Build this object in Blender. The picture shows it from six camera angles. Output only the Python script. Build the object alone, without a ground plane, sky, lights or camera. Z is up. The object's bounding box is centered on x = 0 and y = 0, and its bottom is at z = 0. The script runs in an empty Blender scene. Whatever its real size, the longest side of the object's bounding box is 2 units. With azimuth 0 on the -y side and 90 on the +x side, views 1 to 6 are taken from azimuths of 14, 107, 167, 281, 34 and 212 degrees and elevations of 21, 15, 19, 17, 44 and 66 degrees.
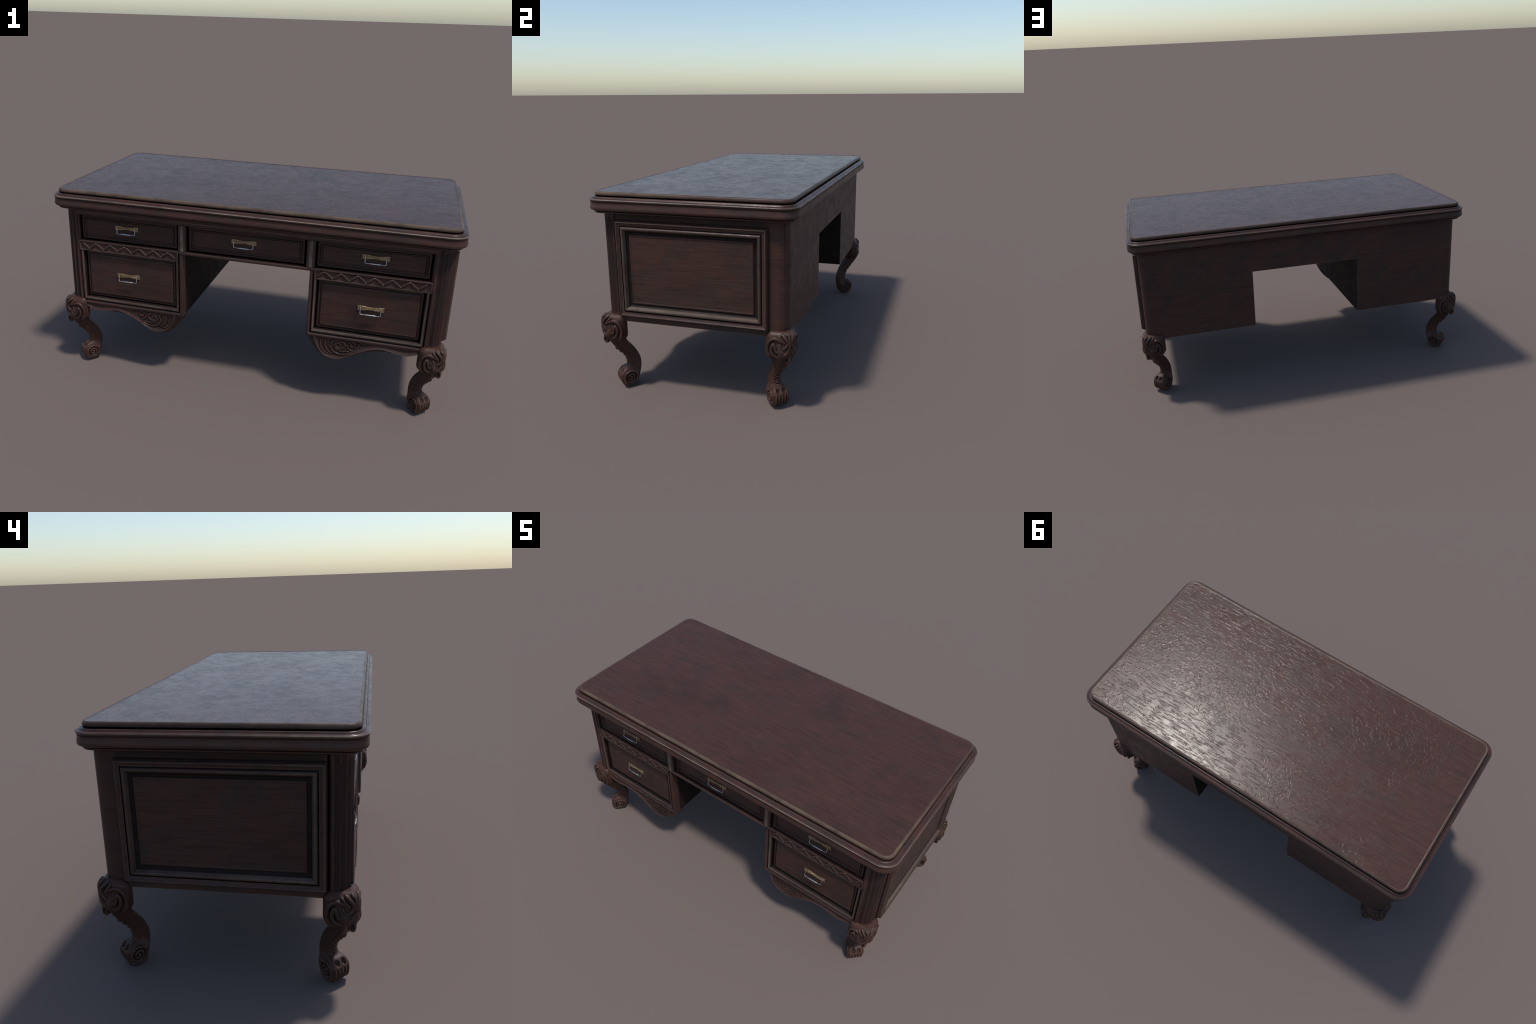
import bpy, math
import numpy as np
from mathutils import Vector

# ------------------------------------------------------------------ sizes (metres)
HX, HY = 1.000, 0.500          # half length / depth of the table top at its rim crest
BX = 0.952                     # half length of the carcass
YF, YB = -0.450, 0.452         # front and back faces of the carcass
KX = 0.318                     # half width of the knee hole
Z_LOW, Z_KNEE, Z_TOP = 0.363, 0.702, 0.885
CORE_Y = -0.400                # front of the carcass core, behind the front frames


# ------------------------------------------------------------------ materials
class Nodes:
    def __init__(self, mat):
        mat.use_nodes = True
        self.t = mat.node_tree
        self.t.nodes.clear()

    def n(self, kind, **kw):
        nd = self.t.nodes.new(kind)
        for k, v in kw.items():
            setattr(nd, k, v)
        return nd

    def put(self, sock, val):
        if hasattr(val, "is_output"):
            self.t.links.new(val, sock)
        elif isinstance(val, tuple) and len(val) == 3 and sock.type == "RGBA":
            sock.default_value = (*val, 1.0)
        else:
            sock.default_value = val

    def noise(self, vec, scale, detail=4.0, rough=0.55, dist=0.0):
        nd = self.n("ShaderNodeTexNoise")
        self.put(nd.inputs["Vector"], vec)
        nd.inputs["Scale"].default_value = scale
        nd.inputs["Detail"].default_value = detail
        nd.inputs["Roughness"].default_value = rough
        nd.inputs["Distortion"].default_value = dist
        return nd.outputs["Fac"]

    def mapping(self, vec, scale, rot=(0, 0, 0)):
        nd = self.n("ShaderNodeMapping")
        self.put(nd.inputs["Vector"], vec)
        nd.inputs["Scale"].default_value = scale
        nd.inputs["Rotation"].default_value = rot
        return nd.outputs["Vector"]

    def remap(self, v, a, b, lo=0.0, hi=1.0):
        nd = self.n("ShaderNodeMapRange", interpolation_type="SMOOTHSTEP")
        self.put(nd.inputs["Value"], v)
        for i, x in zip(("From Min", "From Max", "To Min", "To Max"), (a, b, lo, hi)):
            nd.inputs[i].default_value = x
        return nd.outputs["Result"]

    def math(self, op, a, b=0.0):
        nd = self.n("ShaderNodeMath", operation=op)
        self.put(nd.inputs[0], a)
        self.put(nd.inputs[1], b)
        return nd.outputs[0]

    def mix(self, fac, a, b, blend="MIX"):
        nd = self.n("ShaderNodeMix", data_type="RGBA", blend_type=blend)
        self.put(nd.inputs["Factor"], fac)
        self.put(nd.inputs[6], a)
        self.put(nd.inputs[7], b)
        return nd.outputs[2]

    def ao(self, dist, inside=False, local=False):
        nd = self.n("ShaderNodeAmbientOcclusion", inside=inside, only_local=local, samples=8)
        nd.inputs["Distance"].default_value = dist
        return nd.outputs["AO"]

    def bump(self, h, strength, dist, normal=None):
        nd = self.n("ShaderNodeBump")
        self.put(nd.inputs["Height"], h)
        nd.inputs["Strength"].default_value = strength
        nd.inputs["Distance"].default_value = dist
        if normal is not None:
            self.put(nd.inputs["Normal"], normal)
        return nd.outputs["Normal"]


def wood(name, stretch, red=(0.055, 0.0265, 0.0235), grey=(0.043, 0.0275, 0.0225), dark=(0.021, 0.0125, 0.0105),
         rough=0.42, grain_bump=0.25, wear=1.0, wear_dist=0.006, wear_col=(0.185, 0.150, 0.112),
         recess_shade=1.0, shade_dist=0.03, polish=False, stripes=0.8, spec=0.20, ridge_wear=0.0, rub_all=0.0, cloud=0.40):
    """Old stained wood: reddish and greyish patches, dark pores along the grain,
    shade painted into the recesses and pale rubbed edges."""
    mat = bpy.data.materials.new(name)
    k = Nodes(mat)
    obj = k.n("ShaderNodeTexCoord").outputs["Object"]
    along = k.mapping(obj, stretch)
    grain = k.noise(along, 1.0, 6.0, 0.62, 0.25)
    pores = k.noise(k.mapping(obj, tuple(s * 2.1 for s in stretch)), 1.0, 3.0, 0.6, 0.15)
    patch = k.noise(obj, 7.0, 5.0, 0.62, 0.4)
    patch2 = k.noise(obj, 23.0, 4.0, 0.6)
    blot = k.math("ADD", k.math("MULTIPLY", patch, 0.65), k.math("MULTIPLY", patch2, 0.35))
    col = k.mix(k.remap(blot, 0.44, 0.60), red, grey)
    col = k.mix(k.math("MULTIPLY", k.remap(grain, 0.40, 0.68), stripes * 0.55), col, dark)
    col = k.mix(k.math("MULTIPLY", k.remap(pores, 0.52, 0.74), stripes * 0.6), col, dark)
    col = k.mix(k.math("MULTIPLY", k.remap(k.noise(obj, 3.1, 3.0, 0.5), 0.48, 0.70), cloud), col, dark)
    if wear > 0:
        rub = k.remap(k.ao(wear_dist, True, True), 0.93, 0.55)
        uneven = k.remap(k.noise(obj, 16.0, 4.0, 0.65), 0.28, 0.66, 0.25, 1.0)
        col = k.mix(k.math("MULTIPLY", k.math("MULTIPLY", rub, uneven), wear), col, wear_col)
    if rub_all > 0:      # a strip rubbed pale along most of its length
        uneven = k.remap(k.noise(obj, 9.0, 5.0, 0.7), 0.30, 0.62, 0.30, 1.0)
        xyz = k.n("ShaderNodeSeparateXYZ")
        k.put(xyz.inputs[0], obj)
        handled = k.remap(xyz.outputs["Y"], 0.10, -0.40, 0.45, 1.0)      # the sitter's side is rubbed most
        geo = k.n("ShaderNodeSeparateXYZ")
        k.put(geo.inputs[0], k.n("ShaderNodeNewGeometry").outputs["Normal"])
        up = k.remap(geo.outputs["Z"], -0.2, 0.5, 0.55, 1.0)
        col = k.mix(k.math("MULTIPLY", k.math("MULTIPLY", uneven, up), k.math("MULTIPLY", handled, rub_all)), col, wear_col)
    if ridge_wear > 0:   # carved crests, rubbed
        point = k.n("ShaderNodeNewGeometry").outputs["Pointiness"]
        uneven = k.remap(k.noise(obj, 40.0, 4.0, 0.65), 0.30, 0.62, 0.15, 1.0)
        col = k.mix(k.math("MULTIPLY", k.math("MULTIPLY", k.remap(point, 0.510, 0.545), uneven), ridge_wear), col, wear_col)
        col = k.mix(k.remap(point, 0.497, 0.470, 0.0, 0.85), col, (0.008, 0.006, 0.005))  # crevice shade darkened into the colour
    shader = k.n("ShaderNodeBsdfPrincipled")
    shader.inputs["Specular IOR Level"].default_value = spec
    if recess_shade > 0:  # occluded recesses darkened: shade put into colour and gloss
        hole = k.remap(k.ao(shade_dist), 0.85, 0.30)
        col = k.mix(k.math("MULTIPLY", hole, 0.92 * recess_shade), col, (0.005, 0.004, 0.004))
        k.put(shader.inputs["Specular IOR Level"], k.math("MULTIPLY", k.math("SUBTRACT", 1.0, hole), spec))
    k.put(shader.inputs["Base Color"], col)
    height = k.math("ADD", k.math("MULTIPLY", grain, 0.6), k.math("MULTIPLY", pores, 0.6))
    if polish:
        # table top: fine combed grain, soft leathery mottling where the finish has crazed
        comb = k.noise(k.mapping(obj, (14.0, 85.0, 60.0)), 1.0, 3.0, 0.55, 0.7)
        comb = k.remap(comb, 0.50, 0.64)
        craze = k.remap(k.noise(obj, 48.0, 3.0, 0.55, 0.9), 0.46, 0.64)
        where = k.remap(k.noise(obj, 2.7, 4.0, 0.6), 0.50, 0.60)
        a = k.math("MULTIPLY", comb, k.math("SUBTRACT", 1.05, where))
        b = k.math("MULTIPLY", craze, k.math("MULTIPLY", where, 1.0))
        height = k.math("ADD", a, b)
        normal = k.bump(height, 0.32, 0.0013)
        r = k.math("ADD", k.remap(patch2, 0.40, 0.62, 0.0, 0.055), k.remap(patch, 0.40, 0.62, rough - 0.015, rough + 0.025))
        k.put(shader.inputs["Roughness"], r)
    else:
        normal = k.bump(height, grain_bump, 0.0010)
        k.put(shader.inputs["Roughness"], k.remap(patch2, 0.30, 0.70, rough - 0.07, rough + 0.09))
    k.put(shader.inputs["Normal"], normal)
    out = k.n("ShaderNodeOutputMaterial")
    k.t.links.new(shader.outputs[0], out.inputs[0])
    return mat


def metal(name, col, dark, rough, relief, metallic=1.0):
    mat = bpy.data.materials.new(name)
    k = Nodes(mat)
    obj = k.n("ShaderNodeTexCoord").outputs["Object"]
    v = k.n("ShaderNodeTexVoronoi", feature="SMOOTH_F1")
    k.put(v.inputs["Vector"], k.mapping(obj, (120.0, 60.0, 230.0)))
    v.inputs["Scale"].default_value = 1.0
    h = k.math("ADD", v.outputs["Distance"], k.noise(obj, 160.0, 3.0, 0.6))
    shader = k.n("ShaderNodeBsdfPrincipled")
    k.put(shader.inputs["Base Color"], k.mix(k.remap(h, 0.55, 1.15), dark, col))
    shader.inputs["Metallic"].default_value = metallic
    shader.inputs["Roughness"].default_value = rough
    if relief > 0:
        k.put(shader.inputs["Normal"], k.bump(h, relief, 0.002))
    out = k.n("ShaderNodeOutputMaterial")
    k.t.links.new(shader.outputs[0], out.inputs[0])
    return mat


LONG = (6.0, 6.0, 150.0)       # horizontal grain on upright faces
FLAT = (6.0, 120.0, 120.0)     # grain along x on the top
UPRIGHT = (80.0, 80.0, 4.0)
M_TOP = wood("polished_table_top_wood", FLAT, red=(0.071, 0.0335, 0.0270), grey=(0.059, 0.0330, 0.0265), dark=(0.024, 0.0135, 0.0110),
             rough=0.24, wear=0.0, recess_shade=0.6, polish=True, stripes=0.72, spec=0.155, cloud=0.22)
M_TOP_EDGE = wood("worn_top_edge_wood", (5.0, 5.0, 70.0), grain_bump=0.15, rough=0.40, wear=0.0, rub_all=0.95, wear_col=(0.120, 0.084, 0.058), recess_shade=0.7, stripes=0.6, spec=0.12)
M_RIM = wood("rim_wood", (5.0, 5.0, 70.0), red=(0.070, 0.0305, 0.0240), grey=(0.052, 0.0320, 0.0255), grain_bump=0.15, rough=0.34, wear=0.0, stripes=0.6, spec=0.26, shade_dist=0.02)
M_WORN = wood("worn_edge_wood", (5.0, 5.0, 70.0), grain_bump=0.15, rough=0.40, wear=0.0, rub_all=1.0, wear_col=(0.200, 0.153, 0.108), recess_shade=0.8, shade_dist=0.015, stripes=0.5)
M_WORN_FRAME = wood("worn_moulding_wood", (20.0, 20.0, 20.0), grain_bump=0.12, rough=0.42, wear=0.0, rub_all=0.70, wear_col=(0.158, 0.122, 0.086), recess_shade=0.9, shade_dist=0.012, stripes=0.5)
M_RECESS_SHADE = wood("shaded_recess_wood", (5.0, 5.0, 70.0), red=(0.017, 0.010, 0.009), grey=(0.020, 0.014, 0.012), dark=(0.009, 0.007, 0.006), grain_bump=0.1, rough=0.55, wear=0.0, spec=0.15, shade_dist=0.02)  # strips in grooves and gaps, with their shade held in the base colour
M_FACE = wood("panel_wood", LONG, red=(0.067, 0.0320, 0.0245), grey=(0.050, 0.0325, 0.0258), dark=(0.026, 0.0155, 0.0125), rough=0.45, wear=0.25, wear_dist=0.003, spec=0.16, shade_dist=0.014, stripes=1.0)
M_CASE = wood("carcass_wood", LONG, red=(0.064, 0.0295, 0.0230), rough=0.44, wear=0.6, wear_dist=0.004, spec=0.22, shade_dist=0.055)
M_FRAME = wood("moulding_wood", (30.0, 30.0, 30.0), red=(0.065, 0.0305, 0.0245), grey=(0.051, 0.0325, 0.0260), rough=0.42, grain_bump=0.12, wear=0.9, wear_dist=0.004, stripes=0.5, shade_dist=0.018)
M_PILASTER = wood("pilaster_wood", UPRIGHT, red=(0.068, 0.0315, 0.0255), grey=(0.052, 0.033, 0.0265), rough=0.42, grain_bump=0.15, wear=0.0, shade_dist=0.010)
M_FLUTE_SHADE = wood("shaded_flute_wood", UPRIGHT, red=(0.032, 0.016, 0.0130), grey=(0.028, 0.0185, 0.0150), dark=(0.012, 0.008, 0.007), rough=0.5, grain_bump=0.1, wear=0.0, shade_dist=0.010)  # flute shade painted as a darker copy of the pilaster wood
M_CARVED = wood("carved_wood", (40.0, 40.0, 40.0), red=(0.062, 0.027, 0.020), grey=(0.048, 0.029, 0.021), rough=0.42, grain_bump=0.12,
                wear=0.0, ridge_wear=0.85, wear_col=(0.17, 0.112, 0.072), shade_dist=0.014, stripes=0.5)
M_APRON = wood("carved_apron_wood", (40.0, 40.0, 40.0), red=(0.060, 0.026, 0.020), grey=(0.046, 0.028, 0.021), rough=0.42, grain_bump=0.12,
               wear=0.0, ridge_wear=0.45, wear_col=(0.15, 0.105, 0.072), shade_dist=0.014, stripes=0.5)
M_SHADE = wood("shaded_inner_wood", LONG, red=(0.020, 0.0125, 0.0105), grey=(0.020, 0.0155, 0.0130), dark=(0.010, 0.0075, 0.0065), rough=0.6, wear=0.0, spec=0.1)  # knee hole walls and underside, shade painted in as dark colours
M_BRASS = metal("old_brass", (0.38, 0.28, 0.165), (0.19, 0.125, 0.065), 0.46, 0.5, 0.85)
M_STEEL = metal("grey_steel", (0.54, 0.55, 0.57), (0.46, 0.47, 0.48), 0.38, 0.0)


# ------------------------------------------------------------------ mesh helpers
desk = bpy.data.objects.new("wooden_desk", None)
bpy.context.scene.collection.objects.link(desk)
desk["label"] = "antique dark reddish wooden desk with carved scroll legs and brass pulls"
desk["category"] = "writing desk"


def link(name, me, parent=None, loc=(0, 0, 0), rot=0.0):
    ob = bpy.data.objects.new(name, me)
    bpy.context.scene.collection.objects.link(ob)
    ob.parent = parent or desk
    ob.location, ob.rotation_euler = loc, (0, 0, rot)
    return ob


def mesh(name, verts, faces, mat, angle=32.0, slots=None):
    me = bpy.data.meshes.new(name)
    me.from_pydata([tuple(v) for v in verts], [], [tuple(f) for f in faces])
    me.update()
    me.polygons.foreach_set("use_smooth", [True] * len(me.polygons))
    if angle < 180:
        me.set_sharp_from_angle(angle=math.radians(angle))
    for m in (mat if isinstance(mat, (list, tuple)) else [mat]):
        me.materials.append(m)
    if slots is not None:
        me.polygons.foreach_set("material_index", slots)
    return me


class Build:
    """Collects several pieces into one mesh."""
    def __init__(self):
        self.v, self.f, self.m = [], [], []

    def add(self, verts, faces, fn=None, slots=None):
        self.m += list(slots) if slots else [0] * len(faces)
        o = len(self.v)
        self.v += [fn(p) if fn else tuple(p) for p in verts]
        self.f += [tuple(i + o for i in f) for f in faces]

    def loft(self, rings, cap0=True, cap1=True, closed=True, fn=None, strips=None, across=None):
        n = len(rings[0])
        vs = [p for r in rings for p in r]
        fs, ms = [], []
        for i in range(len(rings) - 1):
            for j in range(n if closed else n - 1):
                # strips: material slot by ring interval; across: by position within the ring
                ms.append(strips[i] if strips else across[j] if across else 0)
                a, b = i * n + j, i * n + (j + 1) % n
                fs.append((a, b, b + n, a + n))
        if cap0:
            fs.append(tuple(range(n))[::-1])
            ms.append(0)
        if cap1:
            fs.append(tuple(range((len(rings) - 1) * n, len(rings) * n)))
            ms.append(0)
        self.add(vs, fs, fn, ms)

    def box(self, x0, x1, y0, y1, z0, z1, b=0.0):
        """box with the edges chamfered by b"""
        def ring(i, z):
            xa, xb, ya, yb = x0 + i, x1 - i, y0 + i, y1 - i
            if b == 0:
                return [(xa, ya, z), (xb, ya, z), (xb, yb, z), (xa, yb, z)]
            return [(xa + b, ya, z), (xb - b, ya, z), (xb, ya + b, z), (xb, yb - b, z),
                    (xb - b, yb, z), (xa + b, yb, z), (xa, yb - b, z), (xa, ya + b, z)]
        if b == 0:
            self.loft([ring(0, z0), ring(0, z1)])
        else:
            self.loft([ring(b * 0.7, z0), ring(0, z0 + b), ring(0, z1 - b), ring(b * 0.7, z1)])

    def ob(self, name, mat, parent=None, angle=32.0, **kw):
        return link(name, mesh(name, self.v, self.f, mat, angle, self.m), parent, **kw)


def rrect(hx, hy, r, z, seg=10):
    out = []
    for cx, cy, a0 in ((hx - r, hy - r, 0), (-hx + r, hy - r, 90), (-hx + r, -hy + r, 180), (hx - r, -hy + r, 270)):
        for i in range(seg + 1):
            a = math.radians(a0 + 90.0 * i / seg)
            out.append((cx + r * math.cos(a), cy + r * math.sin(a), z))
    return out


def spline(pts, n):
    """Catmull-Rom through control points, n samples per span"""
    p = np.array(pts, float)
    p = np.vstack([2 * p[0] - p[1], p, 2 * p[-1] - p[-2]])
    out = []
    for i in range(1, len(p) - 2):
        for t in np.linspace(0, 1, n, endpoint=False):
            a, b, c, d = p[i - 1:i + 3]
            out.append(0.5 * (2 * b + (c - a) * t + (2 * a - 5 * b + 4 * c - d) * t * t + (3 * b - a - 3 * c + d) * t ** 3))
    out.append(p[-2])
    return np.array(out)


def tube(path, radii, seg=8):
    """tube along a 3D polyline"""
    p = np.array(path, float)
    rings, up = [], np.array([0.0, 0.0, 1.0])
    tang = np.gradient(p, axis=0)
    for q, t, r in zip(p, tang, radii):
        t = t / np.linalg.norm(t)
        ref = np.array([0, 1.0, 0]) if abs(t[1]) < 0.9 else up
        s = np.cross(t, ref)
        s /= np.linalg.norm(s)
        u = np.cross(s, t)
        rings.append([tuple(q + r * (math.cos(a) * s + math.sin(a) * u)) for a in np.linspace(0, 2 * math.pi, seg, endpoint=False)])
    return rings


# ------------------------------------------------------------------ carved solids: distance fields -> surface nets
def surface_nets(F, lo, h):
    neg = F < 0
    sh = np.array(F.shape)
    c = [(i, j, k) for i in (0, 1) for j in (0, 1) for k in (0, 1)]
    cnt = np.zeros(sh - 1, np.int8)
    for i, j, k in c:
        cnt += neg[i:sh[0] - 1 + i, j:sh[1] - 1 + j, k:sh[2] - 1 + k]
    act = np.argwhere((cnt > 0) & (cnt < 8))
    idx = np.full(sh - 1, -1, np.int32)
    idx[tuple(act.T)] = np.arange(len(act))
    vals = np.stack([F[act[:, 0] + i, act[:, 1] + j, act[:, 2] + k] for i, j, k in c], 1)
    pos, num = np.zeros((len(act), 3)), np.zeros(len(act))
    ca = np.array(c, float)
    for a in range(8):
        for b in range(a + 1, 8):
            if np.abs(ca[a] - ca[b]).sum() != 1:
                continue
            m = (vals[:, a] < 0) != (vals[:, b] < 0)
            va, vb = vals[m, a], vals[m, b]
            t = (va / (va - vb))[:, None]
            pos[m] += ca[a] + t * (ca[b] - ca[a])
            num[m] += 1
    verts = np.array(lo) + h * (act + pos / num[:, None])
    faces = []
    for ax in range(3):
        s0 = [slice(1, -1)] * 3
        s0[ax] = slice(0, -1)
        s1 = list(s0)
        s1[ax] = slice(1, None)
        e0, e1 = neg[tuple(s0)], neg[tuple(s1)]
        u, w = (ax + 1) % 3, (ax + 2) % 3
        for flip in (False, True):
            e = np.argwhere((e0 & ~e1) if not flip else (~e0 & e1))
            if not len(e):
                continue
            e = e + 1
            e[:, ax] -= 1
            def cell(du, dw):
                q = e.copy()
                q[:, u] -= du
                q[:, w] -= dw
                return idx[tuple(q.T)]
            quad = np.stack([cell(1, 1), cell(0, 1), cell(0, 0), cell(1, 0)], 1)
            faces.append(quad[:, ::-1] if flip else quad)
    return verts, np.vstack(faces)


def smin(a, b, k):
    h = np.clip(0.5 + 0.5 * (b - a) / k, 0, 1)
    return b + (a - b) * h - k * h * (1 - h)


def seg_dist(P, path, radii=None):
    """distance from points P (tuple of arrays) to a polyline, less its radius"""
    best = None
    for i in range(len(path) - 1):
        a, b = path[i], path[i + 1]
        ab = b - a
        L = float(ab @ ab) + 1e-12
        t = sum((p - ai) * di for p, ai, di in zip(P, a, ab)) / L
        t = np.clip(t, 0, 1)
        d = np.sqrt(sum((p - ai - t * di) ** 2 for p, ai, di in zip(P, a, ab)))
        if radii is not None:
            d = d - (radii[i] + t * (radii[i + 1] - radii[i]))
        best = d if best is None else np.minimum(best, d)
    return best


def poly_sdf(x, y, pts):
    """signed distance to a closed polygon (negative inside)"""
    d = np.full(x.shape, 1e9, np.float32)
    inside = np.zeros(x.shape, bool)
    n = len(pts)
    for i in range(n):
        a, b = pts[i], pts[(i + 1) % n]
        ex, ey = b[0] - a[0], b[1] - a[1]
        t = np.clip(((x - a[0]) * ex + (y - a[1]) * ey) / (ex * ex + ey * ey + 1e-12), 0, 1)
        d = np.minimum(d, (x - a[0] - t * ex) ** 2 + (y - a[1] - t * ey) ** 2)
        cross = ((a[1] > y) != (b[1] > y))
        xi = a[0] + (y - a[1]) * ex / (ey if abs(ey) > 1e-9 else 1e-9)
        inside ^= cross & (x < xi)
    d = np.sqrt(d)
    return np.where(inside, -d, d)


def rounded(d1, d2, r):
    """intersection of two fields with a rounded edge of radius r"""
    p, q = d1 + r, d2 + r
    return np.minimum(np.maximum(p, q), 0) + np.sqrt(np.maximum(p, 0) ** 2 + np.maximum(q, 0) ** 2) - r


# ------------------------------------------------------------------ table top
slab_rings = [(0.0600, 0.9820), (0.0420, 0.9820), (0.0395, 0.9820), (0.0365, 0.9835), (0.0325, 0.9828), (0.0290, 0.9795), (0.0270, 0.9745), (0.0265, 0.9695), (0.0275, 0.9665),
              (0.0310, 0.9652), (0.0400, 0.9645), (0.0420, 0.940)]


def profile_rings(rows, r0, rmin):
    return [rrect(HX - o, HY - o, max(r0 - o, rmin), z) for o, z in rows]


b = Build()
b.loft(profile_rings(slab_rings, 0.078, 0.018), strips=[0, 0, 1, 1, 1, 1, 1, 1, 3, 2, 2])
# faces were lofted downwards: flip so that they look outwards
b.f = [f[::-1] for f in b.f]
table_top = b.ob("table_top", [M_TOP, M_TOP_EDGE, M_RECESS_SHADE, M_RIM], angle=40)

rim_rows = [(0.060, 0.9600), (0.0400, 0.9605), (0.0290, 0.9605), (0.0220, 0.9608), (0.0180, 0.9602), (0.0160, 0.9580), (0.0148, 0.9545), (0.0130, 0.9535),
            (0.0070, 0.9530), (0.0020, 0.9512), (0.0000, 0.9480), (0.0012, 0.9445), (0.0036, 0.9405), (0.0050, 0.9360), (0.0052, 0.9310),
            (0.0042, 0.9230), (0.0024, 0.9140), (0.0018, 0.9070), (0.0045, 0.9015), (0.0100, 0.8985), (0.0210, 0.8970), (0.0222, 0.8950),
            (0.0205, 0.8920), (0.0205, 0.8885), (0.0240, 0.8855), (0.0320, 0.8840), (0.0600, 0.8830)]
b = Build()
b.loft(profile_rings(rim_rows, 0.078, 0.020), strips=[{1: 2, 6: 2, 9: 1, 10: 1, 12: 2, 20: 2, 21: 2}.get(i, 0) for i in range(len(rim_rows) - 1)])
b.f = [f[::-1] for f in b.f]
b.ob("rim_moulding", [M_RIM, M_WORN, M_RECESS_SHADE], table_top, angle=50)

# ------------------------------------------------------------------ carcass (rounded back corners with a joint line)
R_B = 0.050


def back_corner(sx):
    """arc from the side face to the back face, with a fine joint groove in the middle"""
    pts = []
    for a in np.linspace(0, 90, 13):
        r = R_B - (0.0025 if abs(a - 37.5) < 1 else 0.0)
        pts.append((sx * (BX - R_B + r * math.cos(math.radians(a))), YB - R_B + r * math.sin(math.radians(a))))
        if abs(a - 37.5) < 1:
            for e in (-1.6, 1.6):
                q = (sx * (BX - R_B + R_B * math.cos(math.radians(a + e))), YB - R_B + R_B * math.sin(math.radians(a + e)))
                pts.insert(len(pts) - 1, q) if e < 0 else pts.append(q)
    return pts


FY = -0.372                    # where the side face gives way to the corner pilaster
b = Build()
for sx in (1, -1):
    plan = [(sx * BX, FY + 0.007), (sx * BX, YB - R_B - 0.004)] + back_corner(sx) + [(sx * (BX - R_B - 0.004), YB), (sx * KX, YB), (sx * KX, CORE_Y), (sx * 0.90, CORE_Y), (sx * 0.90, FY + 0.007)]
    if sx < 0:
        plan = plan[::-1]
    n_ = len(plan)
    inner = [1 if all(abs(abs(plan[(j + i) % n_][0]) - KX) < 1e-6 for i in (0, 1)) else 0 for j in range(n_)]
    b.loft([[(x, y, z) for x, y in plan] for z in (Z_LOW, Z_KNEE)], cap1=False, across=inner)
plan = [(BX, FY + 0.007), (BX, YB - R_B - 0.004)] + back_corner(1) + [(BX - R_B - 0.004, YB), (KX, YB), (-KX, YB), (-BX + R_B + 0.004, YB)] + back_corner(-1)[::-1] + [(-BX, YB - R_B - 0.004), (-BX, FY + 0.007), (-0.90, FY + 0.007), (-0.90, CORE_Y), (-KX, CORE_Y), (KX, CORE_Y), (0.90, CORE_Y), (0.90, FY + 0.007)]
b.loft([[(x, y, z) for x, y in plan] for z in (Z_KNEE, Z_TOP)], cap0=False)
# underside of the middle part, between the pedestals
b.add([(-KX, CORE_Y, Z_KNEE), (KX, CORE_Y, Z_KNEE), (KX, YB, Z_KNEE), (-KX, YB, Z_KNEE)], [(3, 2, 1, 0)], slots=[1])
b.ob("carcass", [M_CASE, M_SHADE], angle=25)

# ------------------------------------------------------------------ fluted corner pilasters at the front
R_P = 0.066


def pilaster(sx):
    zs = [Z_LOW, Z_LOW + 0.001, 0.368, 0.378, 0.384, 0.388, 0.393, 0.40, 0.42] + list(np.linspace(0.46, 0.80, 8)) + [0.835, 0.845, 0.851, 0.857, 0.862, 0.868, Z_TOP]
    rings = []
    for i, z in enumerate(zs):
        depth = 0.0085 * min(1.0, max(0.0, (z - 0.383) / 0.012)) * min(1.0, max(0.0, (0.861 - z) / 0.012))
        grow = -0.003 if i == 0 else (0.0015 if z < 0.380 else 0.0)
        ring = [(sx * (BX - 0.014), FY + 0.007), (sx * (BX - 0.011), FY + 0.001), (sx * (BX + grow - 0.001), FY - 0.0045)]
        for a in np.linspace(0, 90, 73):
            u = a / 90.0 * 4.0                       # four flutes, three reeds between them
            f = abs(math.sin(math.pi * (u % 1.0)))
            r = R_P + grow - depth * f ** 0.75
            ring.append((sx * (BX - R_P + r * math.cos(math.radians(a))), YF + R_P - r * math.sin(math.radians(a))))
        ring += [(sx * 0.876, YF - grow), (sx * 0.876, FY + 0.007)]
        if sx > 0:
            ring = ring[::-1]
        rings.append([(x, y, z) for x, y in ring])
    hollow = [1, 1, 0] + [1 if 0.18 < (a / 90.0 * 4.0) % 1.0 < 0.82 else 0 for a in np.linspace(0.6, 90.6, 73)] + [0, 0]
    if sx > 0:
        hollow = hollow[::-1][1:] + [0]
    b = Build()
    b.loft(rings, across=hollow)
    return b.ob("corner_pilaster", [M_PILASTER, M_FLUTE_SHADE], angle=60)


pilaster(1)
pilaster(-1)

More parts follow.
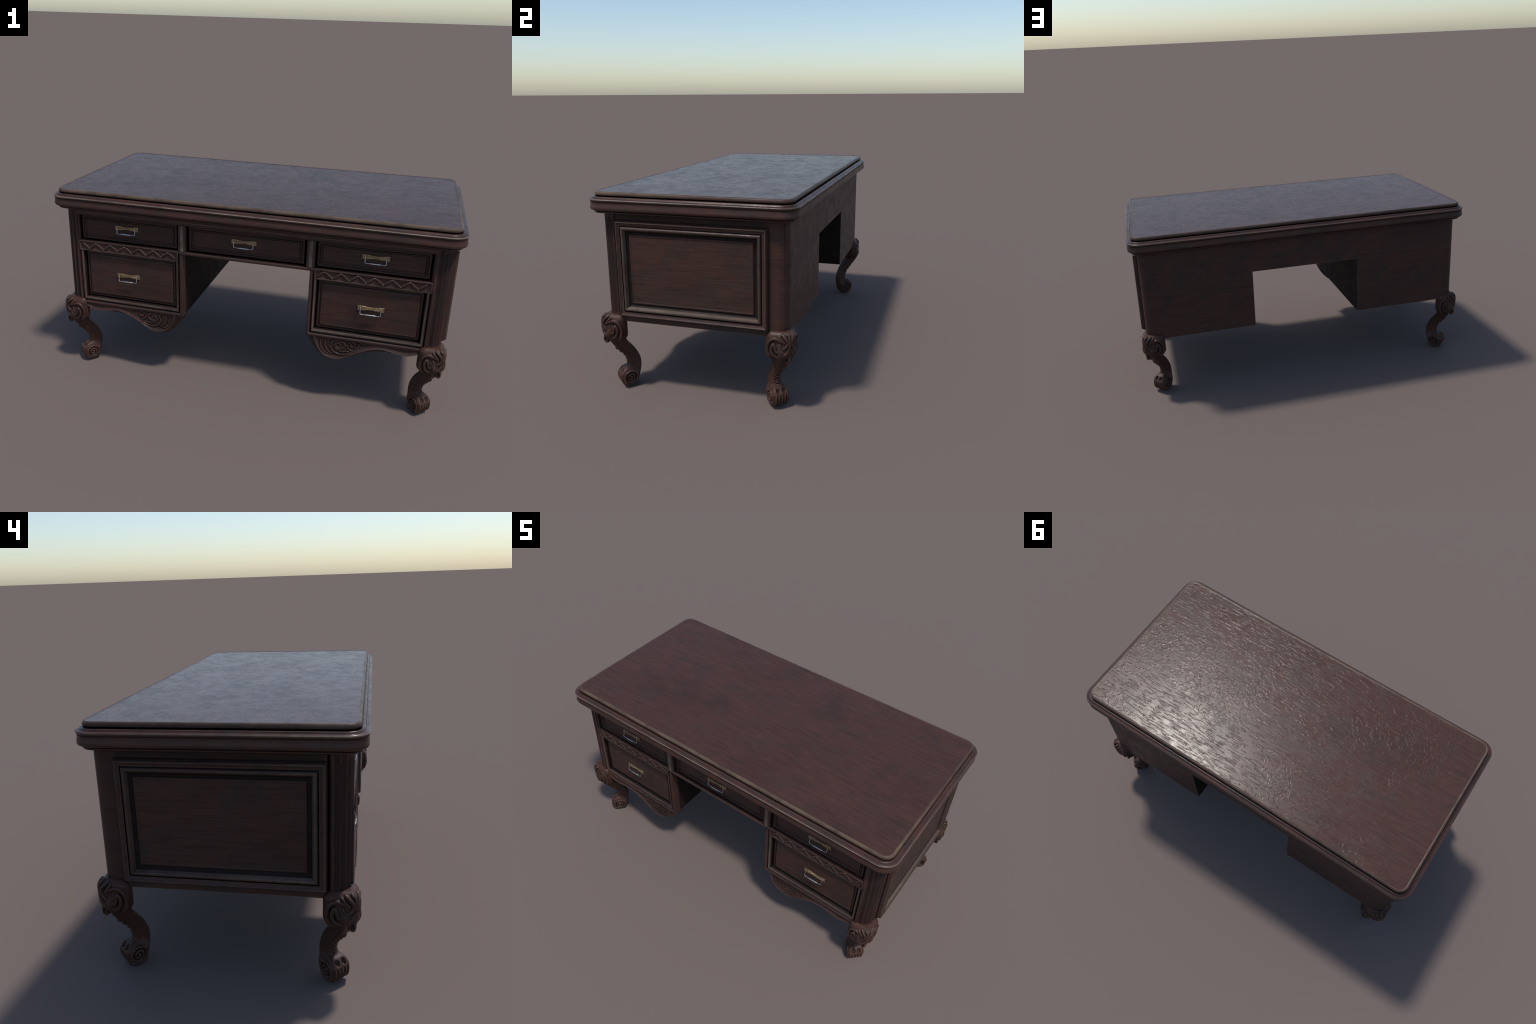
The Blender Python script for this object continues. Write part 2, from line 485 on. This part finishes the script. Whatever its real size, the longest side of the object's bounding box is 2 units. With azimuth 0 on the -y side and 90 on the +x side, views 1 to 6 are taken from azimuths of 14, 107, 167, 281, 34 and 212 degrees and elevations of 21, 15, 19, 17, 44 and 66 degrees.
# ------------------------------------------------------------------ front frames
OPEN_LOW = (0.354, 0.853, 0.403, 0.661)      # x0 x1 z0 z1 of the lower drawer opening
OPEN_UP = (0.338, 0.868, 0.717, 0.851)
OPEN_MID = (-0.298, 0.298, 0.717, 0.851)
FRAME = [(0.000, 0.045), (0.0002, 0.016), (0.0015, 0.0085), (0.0045, 0.0040), (0.0085, 0.0015), (0.0125, 0.0012), (0.0155, 0.0045),
         (0.0170, 0.0075), (0.0190, 0.0085), (0.0210, 0.0075), (0.0225, 0.0030), (0.0255, -0.0010), (0.0300, -0.0030), (0.0345, -0.0015),
         (0.0365, 0.0010), (0.0372, 0.0050), (0.0372, 0.045)]
x0, x1, z0, z1 = OPEN_LOW
for sx in (1, -1):
    b = Build()
    rings = []
    for path in (lambda u: (x0 - u * 0.97, z1 + 0.012), lambda u: (x0 - u * 0.97, z0 - u * 1.07), lambda u: (x1 + u, z0 - u * 1.07), lambda u: (x1 + u, z1 + 0.012)):
        rings.append([(sx * path(u)[0], YF + d, path(u)[1]) for u, d in FRAME])
    if sx > 0:
        rings = [r[::-1] for r in rings]
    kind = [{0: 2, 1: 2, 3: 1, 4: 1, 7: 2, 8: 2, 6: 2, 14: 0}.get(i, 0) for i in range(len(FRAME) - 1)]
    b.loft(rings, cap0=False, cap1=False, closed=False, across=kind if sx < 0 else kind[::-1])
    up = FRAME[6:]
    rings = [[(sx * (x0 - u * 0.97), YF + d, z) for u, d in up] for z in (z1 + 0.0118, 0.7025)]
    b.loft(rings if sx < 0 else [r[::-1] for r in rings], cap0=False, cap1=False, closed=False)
    b.ob("drawer_frame", [M_FRAME, M_WORN_FRAME, M_RECESS_SHADE], angle=50)

    # carved rail between the two drawers, set in a shallow tray
    b = Build()
    tray = [(0.0000, 0.040), (0.0000, 0.004), (0.0015, 0.0010), (0.0045, 0.0000), (0.0065, 0.0010), (0.0080, 0.0045), (0.0100, 0.0056)]
    xa, xb, za, zb = 0.3385, 0.8755, z1 + 0.0005, OPEN_UP[2] - 0.0005
    rings = [[(sx * (xa + o), YF + d, za + o), (sx * (xb - o), YF + d, za + o), (sx * (xb - o), YF + d, zb - o), (sx * (xa + o), YF + d, zb - o)] for o, d in tray]
    if sx < 0:
        rings = [r[::-1] for r in rings]
    b.loft(rings, cap0=False)
    rail = b.ob("carved_rail", M_FRAME, angle=45)
    # zigzag of plump bars
    b = Build()
    first = 0.387 if sx > 0 else -0.859
    lo_x, hi_x = (0.350, 0.864) if sx > 0 else (-0.866, -0.350)
    peaks = [first + 0.0777 * i for i in range(-1, 8)]
    ztop, zbot = zb - 0.0110, za + 0.0110
    for px_ in peaks:
        for dx in (-0.0388, 0.0388):
            a, c = np.array([px_, YF + 0.0070, ztop]), np.array([px_ + dx, YF + 0.0070, zbot])
            ts = np.linspace(-0.02, 1.02, 13)
            keep = [a + (c - a) * t for t in ts]
            if min(k_[0] for k_ in keep) < lo_x - 0.006 or max(k_[0] for k_ in keep) > hi_x + 0.006:
                continue
            rad = [0.0040 + 0.0044 * max(0.0, math.sin(math.pi * (t * 0.90 + 0.05))) ** 0.6 for t in ts]
            b.loft(tube(keep, rad, 8))
    b.ob("zigzag_carving", M_FRAME, rail, angle=180)

    # stile between the upper openings
    b = Build()
    b.box(min(sx * 0.2985, sx * 0.3375), max(sx * 0.2985, sx * 0.3375), YF, CORE_Y - 0.001, Z_KNEE + 0.0165, 0.8515, 0.003)
    b.box(min(sx * 0.311, sx * 0.325), max(sx * 0.311, sx * 0.325), YF - 0.003, YF + 0.01, 0.716, 0.856, 0.0025)
    b.ob("front_stile", M_FRAME)
    # thin stile outside the upper drawer, merging with the pilaster
    b = Build()
    b.box(min(sx * 0.868, sx * 0.890), max(sx * 0.868, sx * 0.890), YF + 0.004, CORE_Y - 0.001, 0.717, 0.872, 0.003)
    b.ob("front_stile", M_FRAME)

b = Build()
b.box(-0.3375, 0.3375, YF - 0.001, CORE_Y - 0.001, Z_KNEE, 0.717, 0.0045)
b.ob("front_rail", M_FRAME)
b = Build()
b.box(-0.880, 0.880, YF, CORE_Y - 0.001, 0.8518, Z_TOP, 0.004)
b.box(-0.880, 0.880, YF - 0.004, CORE_Y - 0.001, 0.868, Z_TOP, 0.003)
b.ob("front_rail", M_FRAME)


# ------------------------------------------------------------------ drawers with handles
def rect_front(rows, cx, cz, w, h):
    b = Build()
    rings = []
    for o, y in rows + [(rows[-1][0] + 0.002, rows[-1][1]), (rows[-1][0] + 0.006, rows[-1][1])]:
        a, c = w / 2 - o, h / 2 - o
        rings.append([(cx - a, y, cz - c), (cx + a, y, cz - c), (cx + a, y, cz + c), (cx - a, y, cz + c)])
    b.loft(rings)
    return b


UPPER = [(0.000, -0.402), (0.000, -0.4315), (0.0015, -0.4335), (0.0095, -0.4340), (0.0110, -0.4315), (0.0125, -0.4310), (0.0140, -0.4350), (0.0155, -0.4358),
         (0.0170, -0.4345), (0.0185, -0.4290), (0.0215, -0.4270), (0.0225, -0.4285), (0.0245, -0.4288)]
LOWER = [(0.000, -0.402), (0.000, -0.4255), (0.0015, -0.4270), (0.0095, -0.4280), (0.0105, -0.4262), (0.0120, -0.4262), (0.0135, -0.4295), (0.0180, -0.4325),
         (0.0205, -0.4335), (0.0220, -0.4325)]

# plate and bail are shared meshes
b = Build()
outline_n = 24
top = []
for i in range(outline_n + 1):
    x = -0.062 + 0.124 * i / outline_n
    s = min(1.0, abs(x) / 0.050)
    half = 0.0070 + (0.0117 - 0.0070) * (s * s * (3 - 2 * s))
    top.append((x, half))
ring = [(x, -hh) for x, hh in top] + [(x, hh) for x, hh in top[::-1]]
b.loft([[(x * k_, y, z * (k_ if k_ == 1 else 0.90)) for x, z in ring] for k_, y in ((1, 0.002), (1, -0.0022), (0.985, -0.0032))])
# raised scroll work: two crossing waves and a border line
for ph in (0.0, math.pi):
    pts = [(x, -0.0033, 0.0042 * math.cos(x * 155 + ph) * (0.6 + 0.4 * abs(x) / 0.05)) for x in np.linspace(-0.044, 0.044, 60)]
    b.loft(tube(pts, [0.0007] * len(pts), 6))
for sx in (-1, 1):
    for k_ in range(2):
        t = np.linspace(0, 2 * math.pi * 1.3, 26)
        r = 0.0052 * (1 - 0.5 * t / t[-1])
        pts = [(sx * (0.049 + rr * math.cos(a)), -0.0033, (rr * math.sin(a)) * (1 if k_ else -1)) for a, rr in zip(t, r)]
        b.loft(tube(pts, [0.0006] * len(pts), 6))
plate_me = mesh("handle_plate", b.v, b.f, M_BRASS, 40)

b = Build()
w, drop, out = 0.0480, 0.0265, 0.0165
path = [(-w, -0.001, 0.0055), (-w, -0.006, 0.0052), (-w, -0.0085, 0.002), (-w, -0.010, -0.006), (-w, -out + 0.001, -drop + 0.005), (-w + 0.0012, -out, -drop + 0.0012), (-w + 0.005, -out, -drop)]
path = path + [(-0.026, -out, -drop), (0.026, -out, -drop)] + [(-x, y, z) for x, y, z in path[::-1]]
b.loft(tube(path, [0.0016] * len(path), 10))
gx = np.array([-0.0265, -0.0255, -0.0225, -0.018, 0.0, 0.018, 0.0225, 0.0255, 0.0265])
gr = [0.0014, 0.0026, 0.0033, 0.0036, 0.0038, 0.0036, 0.0033, 0.0026, 0.0014]
b.loft(tube([(x, -out, -drop) for x in gx], gr, 12))
bail_me = mesh("handle_bail", b.v, b.f, M_STEEL, 60)


def drawer(rows, cx, cz, w, h, hx, hz, face):
    d = rect_front(rows, cx, cz, w, h).ob("drawer", M_FACE, angle=22)
    link("handle_plate", plate_me, d, loc=(hx, face - 0.002, hz))
    link("handle_bail", bail_me, d, loc=(hx, face - 0.002, hz))


for sx in (1, -1):
    drawer(UPPER, sx * 0.6025, 0.7865, 0.509, 0.121, sx * 0.6145, 0.7985, -0.4288)
    drawer(LOWER, sx * 0.6035, 0.5310, 0.484, 0.246, sx * 0.6145, 0.5425, -0.4325)
drawer(UPPER, 0.0, 0.7865, 0.571, 0.121, -0.0085, 0.7985, -0.4288)

# ------------------------------------------------------------------ side panels: stepped picture frame and raised field
PANEL = [(0.000, 0.945), (0.000, 0.9530), (0.0060, 0.9700), (0.0085, 0.9755), (0.0110, 0.9760), (0.0150, 0.9730), (0.0210, 0.9700), (0.0255, 0.9690), (0.0268, 0.9650),
         (0.0290, 0.9655), (0.0315, 0.9715), (0.0350, 0.9745), (0.0395, 0.9750), (0.0430, 0.9735), (0.0460, 0.9690), (0.0500, 0.9610), (0.0545, 0.9560), (0.0580, 0.9545),
         (0.0640, 0.9545), (0.0660, 0.9565), (0.0690, 0.9600), (0.0730, 0.9605), (0.0760, 0.9590), (0.0790, 0.9590), (0.0830, 0.9590)]
for sx in (1, -1):
    b = Build()
    rings = []
    for o, x in PANEL:
        a, lo_, hi_ = 0.3660 - o, 0.391 + o, 0.8555 - o
        rings.append([(sx * x, -a, lo_), (sx * x, a, lo_), (sx * x, a, hi_), (sx * x, -a, hi_)])
    if sx < 0:
        rings = [r[::-1] for r in rings]
    side = Build()
    side.loft(rings[-5:], cap0=False)
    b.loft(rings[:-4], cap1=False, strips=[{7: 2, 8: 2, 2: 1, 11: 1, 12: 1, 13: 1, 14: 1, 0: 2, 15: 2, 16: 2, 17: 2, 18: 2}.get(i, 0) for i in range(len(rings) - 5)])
    frame = b.ob("side_frame", [M_FRAME, M_WORN_FRAME, M_RECESS_SHADE], angle=25)
    side.ob("side_panel", M_FACE, frame, angle=25)

# ------------------------------------------------------------------ shaped aprons under the pedestals
APRON_EDGE = spline([(0.3190, 0.372), (0.3235, 0.353), (0.3370, 0.325), (0.3560, 0.2975), (0.3850, 0.2665), (0.4150, 0.2480), (0.4470, 0.2405), (0.4850, 0.2425), (0.5370, 0.2645),
                     (0.5860, 0.2915), (0.6340, 0.3095), (0.6830, 0.3185), (0.7300, 0.3205), (0.7750, 0.3190), (0.8200, 0.3245), (0.8620, 0.3400), (0.8850, 0.352)], 5)
APRON_CREST = spline([(0.352, 0.375), (0.360, 0.356), (0.3725, 0.3246), (0.393, 0.291), (0.417, 0.271), (0.440, 0.2625), (0.490, 0.2620), (0.5475, 0.2935), (0.597, 0.3200), (0.640, 0.3380),
                      (0.680, 0.3450), (0.714, 0.3430), (0.760, 0.3340), (0.810, 0.3330), (0.862, 0.354), (0.885, 0.366)], 5)
SCROLLS = [  # (radius, height, control points) of the raised strokes
    (0.0066, 0.0040, [(0.442, 0.335), (0.448, 0.345), (0.456, 0.351), (0.469, 0.355), (0.487, 0.354), (0.502, 0.350), (0.511, 0.338), (0.506, 0.325), (0.493, 0.316), (0.478, 0.316), (0.467, 0.323), (0.465, 0.333), (0.473, 0.342), (0.483, 0.343), (0.489, 0.336), (0.483, 0.330)]),
    (0.0055, 0.0040, [(0.445, 0.344), (0.442, 0.317), (0.456, 0.295), (0.482, 0.284), (0.513, 0.288), (0.534, 0.298)]),
    (0.0050, 0.0035, [(0.467, 0.317), (0.482, 0.305), (0.504, 0.301), (0.534, 0.306)]),
    (0.0046, 0.0045, [(0.527, 0.348), (0.531, 0.355), (0.541, 0.359), (0.552, 0.357), (0.559, 0.350), (0.555, 0.337), (0.543, 0.332), (0.537, 0.338), (0.542, 0.346)]),
    (0.0042, 0.0035, [(0.526, 0.352), (0.522, 0.334), (0.530, 0.320), (0.552, 0.311)]),
    (0.0034, 0.0035, [(0.567, 0.354), (0.578, 0.350), (0.577, 0.342), (0.569, 0.341)]),
    (0.0034, 0.0025, [(0.558, 0.331), (0.578, 0.335), (0.600, 0.343)]),
    (0.0060, 0.0040, [(0.390, 0.352), (0.394, 0.321), (0.411, 0.293), (0.436, 0.278)]),
    (0.0060, 0.0040, [(0.417, 0.358), (0.413, 0.328), (0.424, 0.302), (0.452, 0.279)]),
]


def apron_mesh():
    h = 0.0016
    lo = np.array([0.312, -0.462, 0.234])
    n = np.array([int(0.572 / h), int(0.100 / h), int(0.138 / h)])
    xs, ys, zs = (lo[i] + h * np.arange(n[i]) for i in range(3))
    X, Z = np.meshgrid(xs, zs, indexing="ij")
    edge = poly_sdf(X, Z, [*APRON_EDGE, (0.886, 0.3680), (0.3190, 0.3680)])
    inner = poly_sdf(X, Z, [*APRON_CREST, (0.886, 0.40), (0.352, 0.40)])
    d_out, d_in = np.maximum(-edge, 0), np.maximum(-inner, 0)
    s = np.where(inner > 0, d_out / (d_out + np.maximum(inner, 0) + 1e-6), 1.0)
    front = YF + 0.030 * (1 - s)
    bead = np.exp(-((np.abs(inner) - 0.0) / 0.0032) ** 2) * 0.0040
    field = np.clip((d_in - 0.004) / 0.012, 0, 1)
    front = front - bead + 0.0050 * field * field * (3 - 2 * field)
    for r, hgt, pts in SCROLLS:
        path = spline(pts, 5)
        r = r * 1.3
        along = np.linspace(0, 1, len(path))
        d = seg_dist((X, Z), path, r * (0.30 + 0.70 * np.sin(np.pi * np.clip(along * 0.94 + 0.03, 0, 1)) ** 0.5))
        u = np.clip(-d / r, 0, 1)
        front = np.where(inner < 0.001, front - hgt * np.sqrt(u) * np.clip(d_in / 0.006, 0, 1), front)
        front = np.where(inner < 0, front + 0.0017 * np.exp(-((d - 0.0008) / 0.0018) ** 2), front)
    Y = ys[None, :, None]
    F = np.maximum(np.maximum(front[:, None, :] - Y, Y + 0.372), edge[:, None, :])
    return surface_nets(F.astype(np.float32), lo, h)


av, af = apron_mesh()
for sx in (1, -1):
    v = av * np.array([sx, 1, 1])
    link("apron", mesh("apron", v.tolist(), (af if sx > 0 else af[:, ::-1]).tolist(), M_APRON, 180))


# ------------------------------------------------------------------ carved cabriole legs
# local frame of a leg: t outwards along the diagonal of the desk corner, w across, z up; origin below the carcass corner
def leg_mesh():
    h = 0.0015
    lo = np.array([-0.170, 0.0, -0.0045])
    hi = np.array([0.045, 0.096, 0.403])
    n = np.ceil((hi - lo) / h).astype(int)
    ax = [(lo[i] + h * np.arange(n[i])).astype(np.float32) for i in range(3)]
    T, W, Z = np.meshgrid(*ax, indexing="ij", sparse=True)
    T2, Z2 = np.meshgrid(ax[0], ax[2], indexing="ij")

    # S-shaped shaft
    spine = spline([(-0.034, 0.295), (-0.048, 0.250), (-0.0700, 0.2180), (-0.1020, 0.1790), (-0.1205, 0.1350), (-0.1200, 0.1000), (-0.111, 0.070), (-0.100, 0.050)], 4)
    rad = np.interp(np.linspace(0, 1, len(spine)), np.linspace(0, 1, 8), [0.044, 0.034, 0.0275, 0.0275, 0.0300, 0.0315, 0.033, 0.034])
    d2 = seg_dist((T2, Z2), spine, rad)
    hs = spline([(0.00, 0.028), (0.05, 0.0290), (0.10, 0.0245), (0.15, 0.0210), (0.20, 0.0235), (0.24, 0.031), (0.29, 0.042), (0.41, 0.05)], 12)
    half = np.interp(ax[2], hs[:, 0], hs[:, 1])[None, None, :]
    F = rounded(d2[:, None, :], np.abs(W) - half, 0.011)

    # knee block: square to the desk, rounded front edge, back cut off
    def knee(t, w, z):
        a, bb = (t + w) / math.sqrt(2), (t - w) / math.sqrt(2)
        qa, qb, qz = np.abs(a + 0.0395) - 0.0610, np.abs(bb + 0.0395) - 0.0610, np.abs(z - 0.3275) - 0.0655
        r = 0.031
        qa, qb, qz = qa + r, qb + r, qz + r
        box = np.minimum(np.maximum(np.maximum(qa, qb), qz), 0) + np.sqrt(np.maximum(qa, 0) ** 2 + np.maximum(qb, 0) ** 2 + np.maximum(qz, 0) ** 2) - r
        return rounded(box, -0.087 - t, 0.010)
    F = smin(F, knee(T, W, Z), 0.012)

    def ball(c, r, k, sub=False):
        nonlocal F
        q = np.sqrt(((T - c[0]) / r[0]) ** 2 + ((W - c[1]) / r[1]) ** 2 + ((Z - c[2]) / r[2]) ** 2)
        d = (q - 1) * min(r)
        F = -smin(-F, d, k) if sub else smin(F, d, k)

    # drop under the knee and the row of beads down the shin
    ball((0.004, 0, 0.268), (0.0175, 0.0150, 0.0270), 0.003)
    ball((0.0150, 0.0085, 0.263), (0.0085, 0.0058, 0.0150), 0.002, True)
    tang = np.gradient(spine, axis=0)
    for i, q in enumerate(np.linspace(7.2, 20.6, 7)):
        j = int(q)
        c = spine[j] + (q - j) * (spine[j + 1] - spine[j])
        d = tang[j] / np.linalg.norm(tang[j])
        nrm = np.array([-d[1], d[0]])
        if nrm[0] < 0:
            nrm = -nrm
        r = 0.0112 - 0.0034 * i / 6
        p = c + nrm * (np.interp(q, np.arange(len(rad)), rad) - 0.0005)
        ball((p[0], 0.0, p[1]), (r, r * 1.25, r), 0.0015)
        p = p - nrm * 0.002 + d * r * 0.9
        ball((p[0], r * 1.25, p[1]), (r * 0.75, r * 0.6, r * 0.75), 0.0015)

    # foot: scroll seen from the side, fanning out to the toe
    foot = spline([(-0.126, 0.108), (-0.105, 0.105), (-0.088, 0.1040), (-0.078, 0.1025), (-0.0690, 0.0990), (-0.0600, 0.0928), (-0.0510, 0.0835), (-0.0445, 0.0720),
                   (-0.0420, 0.0580), (-0.0440, 0.0420), (-0.0520, 0.0250), (-0.0650, 0.0110), (-0.0820, 0.0025), (-0.0970, 0.0000), (-0.1130, 0.0050), (-0.1250, 0.0180), (-0.1320, 0.0380), (-0.1380, 0.0600), (-0.1420, 0.085)], 4)
    d2 = poly_sdf(T2, Z2, list(foot))
    fan = (0.0422 + 0.10 * (ax[0] + 0.0885))[:, None, None]
    front = np.clip((T + 0.085) / 0.03, 0, 1)
    hw = fan - 0.0130 * np.clip((T + 0.068) / 0.026, 0, 1) ** 2 - 0.015 * np.clip((Z - 0.070) / 0.036, 0, 1) - 0.011 * np.clip((0.030 - Z) / 0.030, 0, 1) ** 2
    disc = np.sqrt((T + 0.0885) ** 2 + (Z - 0.0505) ** 2)
    hw = hw - 0.0050 * np.clip((0.0335 - disc) / 0.004, 0, 1)          # sunk ground of the side volute
    body = rounded(d2[:, None, :], np.abs(W) - hw, 0.009)
    ribs = 0.0024 * np.cos(W * (2 * math.pi / 0.0155)) * front * np.clip((0.074 - Z) / 0.010, 0, 1) * np.clip((Z - 0.001) / 0.012, 0, 1)
    F = smin(F, body - ribs, 0.006)
    # two thumb prints on top of the toe with a rim between
    ball((-0.0515, 0.0145, 0.0910), (0.0135, 0.0118, 0.0175), 0.0022, True)

    # raised strokes: tubes laid on the surface
    def strand(path, radii, k):
        nonlocal F
        p = np.array(path)
        m = max(radii) + 0.012
        a = np.maximum(((p.min(0) - m - lo) / h).astype(int), 0)
        c = np.minimum(((p.max(0) + m - lo) / h).astype(int) + 1, n)
        if (c <= a).any():
            return
        sl = tuple(slice(i, j) for i, j in zip(a, c))
        P = (T[sl[0]], W[:, sl[1]], Z[:, :, sl[2]])
        d = seg_dist(P, p, radii)
        F[sl] = smin(F[sl], d, k)

    def on_knee(bz, lift):
        """points (across a face, height) dropped on to the knee block and lifted along its normal"""
        def f(a, bb, z):
            return float(knee(np.float64((a + bb) / math.sqrt(2)), np.float64((a - bb) / math.sqrt(2)), np.float64(z)))
        out = []
        for bb, z in bz:
            a = 0.06
            for _ in range(60):
                a -= 0.8 * f(a, bb, z)
            e = 1e-3
            g = np.array([f(a + e, bb, z) - f(a - e, bb, z), f(a, bb + e, z) - f(a, bb - e, z), f(a, bb, z + e) - f(a, bb, z - e)])
            q = np.array([a, bb, z]) + lift * g / (np.linalg.norm(g) + 1e-9)
            out.append(((q[0] + q[1]) / math.sqrt(2), max(0.0, (q[0] - q[1]) / math.sqrt(2)), q[2]))
        return out

    def taper(n_, r, e=0.45):
        u = np.linspace(0, 1, n_)
        return [r * (e + (1 - e) * math.sin(math.pi * x) ** 0.5) for x in u]

    volute = spline([(0.015, 0.311), (-0.003, 0.294), (-0.021, 0.281), (-0.038, 0.276), (-0.056, 0.285), (-0.066, 0.304), (-0.066, 0.324), (-0.058, 0.337), (-0.0515, 0.325),
                     (-0.048, 0.308), (-0.041, 0.301), (-0.032, 0.306), (-0.027, 0.322), (-0.029, 0.338)], 4)
    border = spline([(-0.008, 0.349), (-0.032, 0.358), (-0.053, 0.363), (-0.072, 0.354), (-0.083, 0.334), (-0.087, 0.307), (-0.083, 0.286), (-0.072, 0.270), (-0.053, 0.262), (-0.032, 0.265)], 4)
    c1 = spline([(-0.020, 0.384), (-0.003, 0.369), (0.006, 0.350), (0.002, 0.332), (-0.011, 0.319)], 4)
    c2 = spline([(-0.001, 0.387), (0.013, 0.371), (0.0165, 0.350), (0.013, 0.328), (0.003, 0.303)], 4)
    c3 = spline([(-0.034, 0.378), (-0.025, 0.367), (-0.012, 0.354)], 4)
    for path, r, lift in ((volute, 0.0078, 0.0014), (border, 0.0084, 0.0000), (c1, 0.0072, 0.0016), (c2, 0.0066, 0.0018), (c3, 0.0058, 0.0012)):
        strand(on_knee(path, lift), taper(len(path), r, 0.6), 0.0022)
    mid = [(t, 0.0, z) for t, z in ((0.000, 0.389), (0.010, 0.380), (0.0185, 0.365), (0.0215, 0.345), (0.0215, 0.320), (0.019, 0.295))]
    strand(spline(mid, 3), taper(16, 0.0052, 0.6), 0.003)

    # volutes on the two sides of the foot
    cx, cz = -0.0885, 0.0505
    th = np.linspace(0, 2 * math.pi * 2.05, 64)
    rr = 0.0345 - (0.0345 - 0.004) * (th / th[-1]) ** 0.85
    tt, zz = cx + rr * np.cos(math.radians(120) - th), cz + rr * np.sin(math.radians(120) - th)
    ww = 0.0422 + 0.10 * (tt + 0.0885) - 0.0042
    strand(np.stack([tt, ww, zz], 1), [0.0052 - 0.0010 * i / 63 for i in range(64)], 0.0015)

    F = np.concatenate([F[:, :0:-1], F], axis=1)     # mirror across the diagonal
    F[:, :, 0] = np.maximum(F[:, :, 0], 1e-4)
    v, f = surface_nets(F, np.array([lo[0], -(n[1] - 1) * h, lo[2]]), h)
    v[:, 2] = np.maximum(v[:, 2], 0.0)
    return v, f


lv, lf = leg_mesh()
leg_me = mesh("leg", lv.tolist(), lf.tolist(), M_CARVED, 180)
for sx, sy in ((1, -1), (1, 1), (-1, 1), (-1, -1)):
    link("leg", leg_me, loc=(sx * BX, sy * 0.450, 0.0), rot=math.atan2(sy, sx))
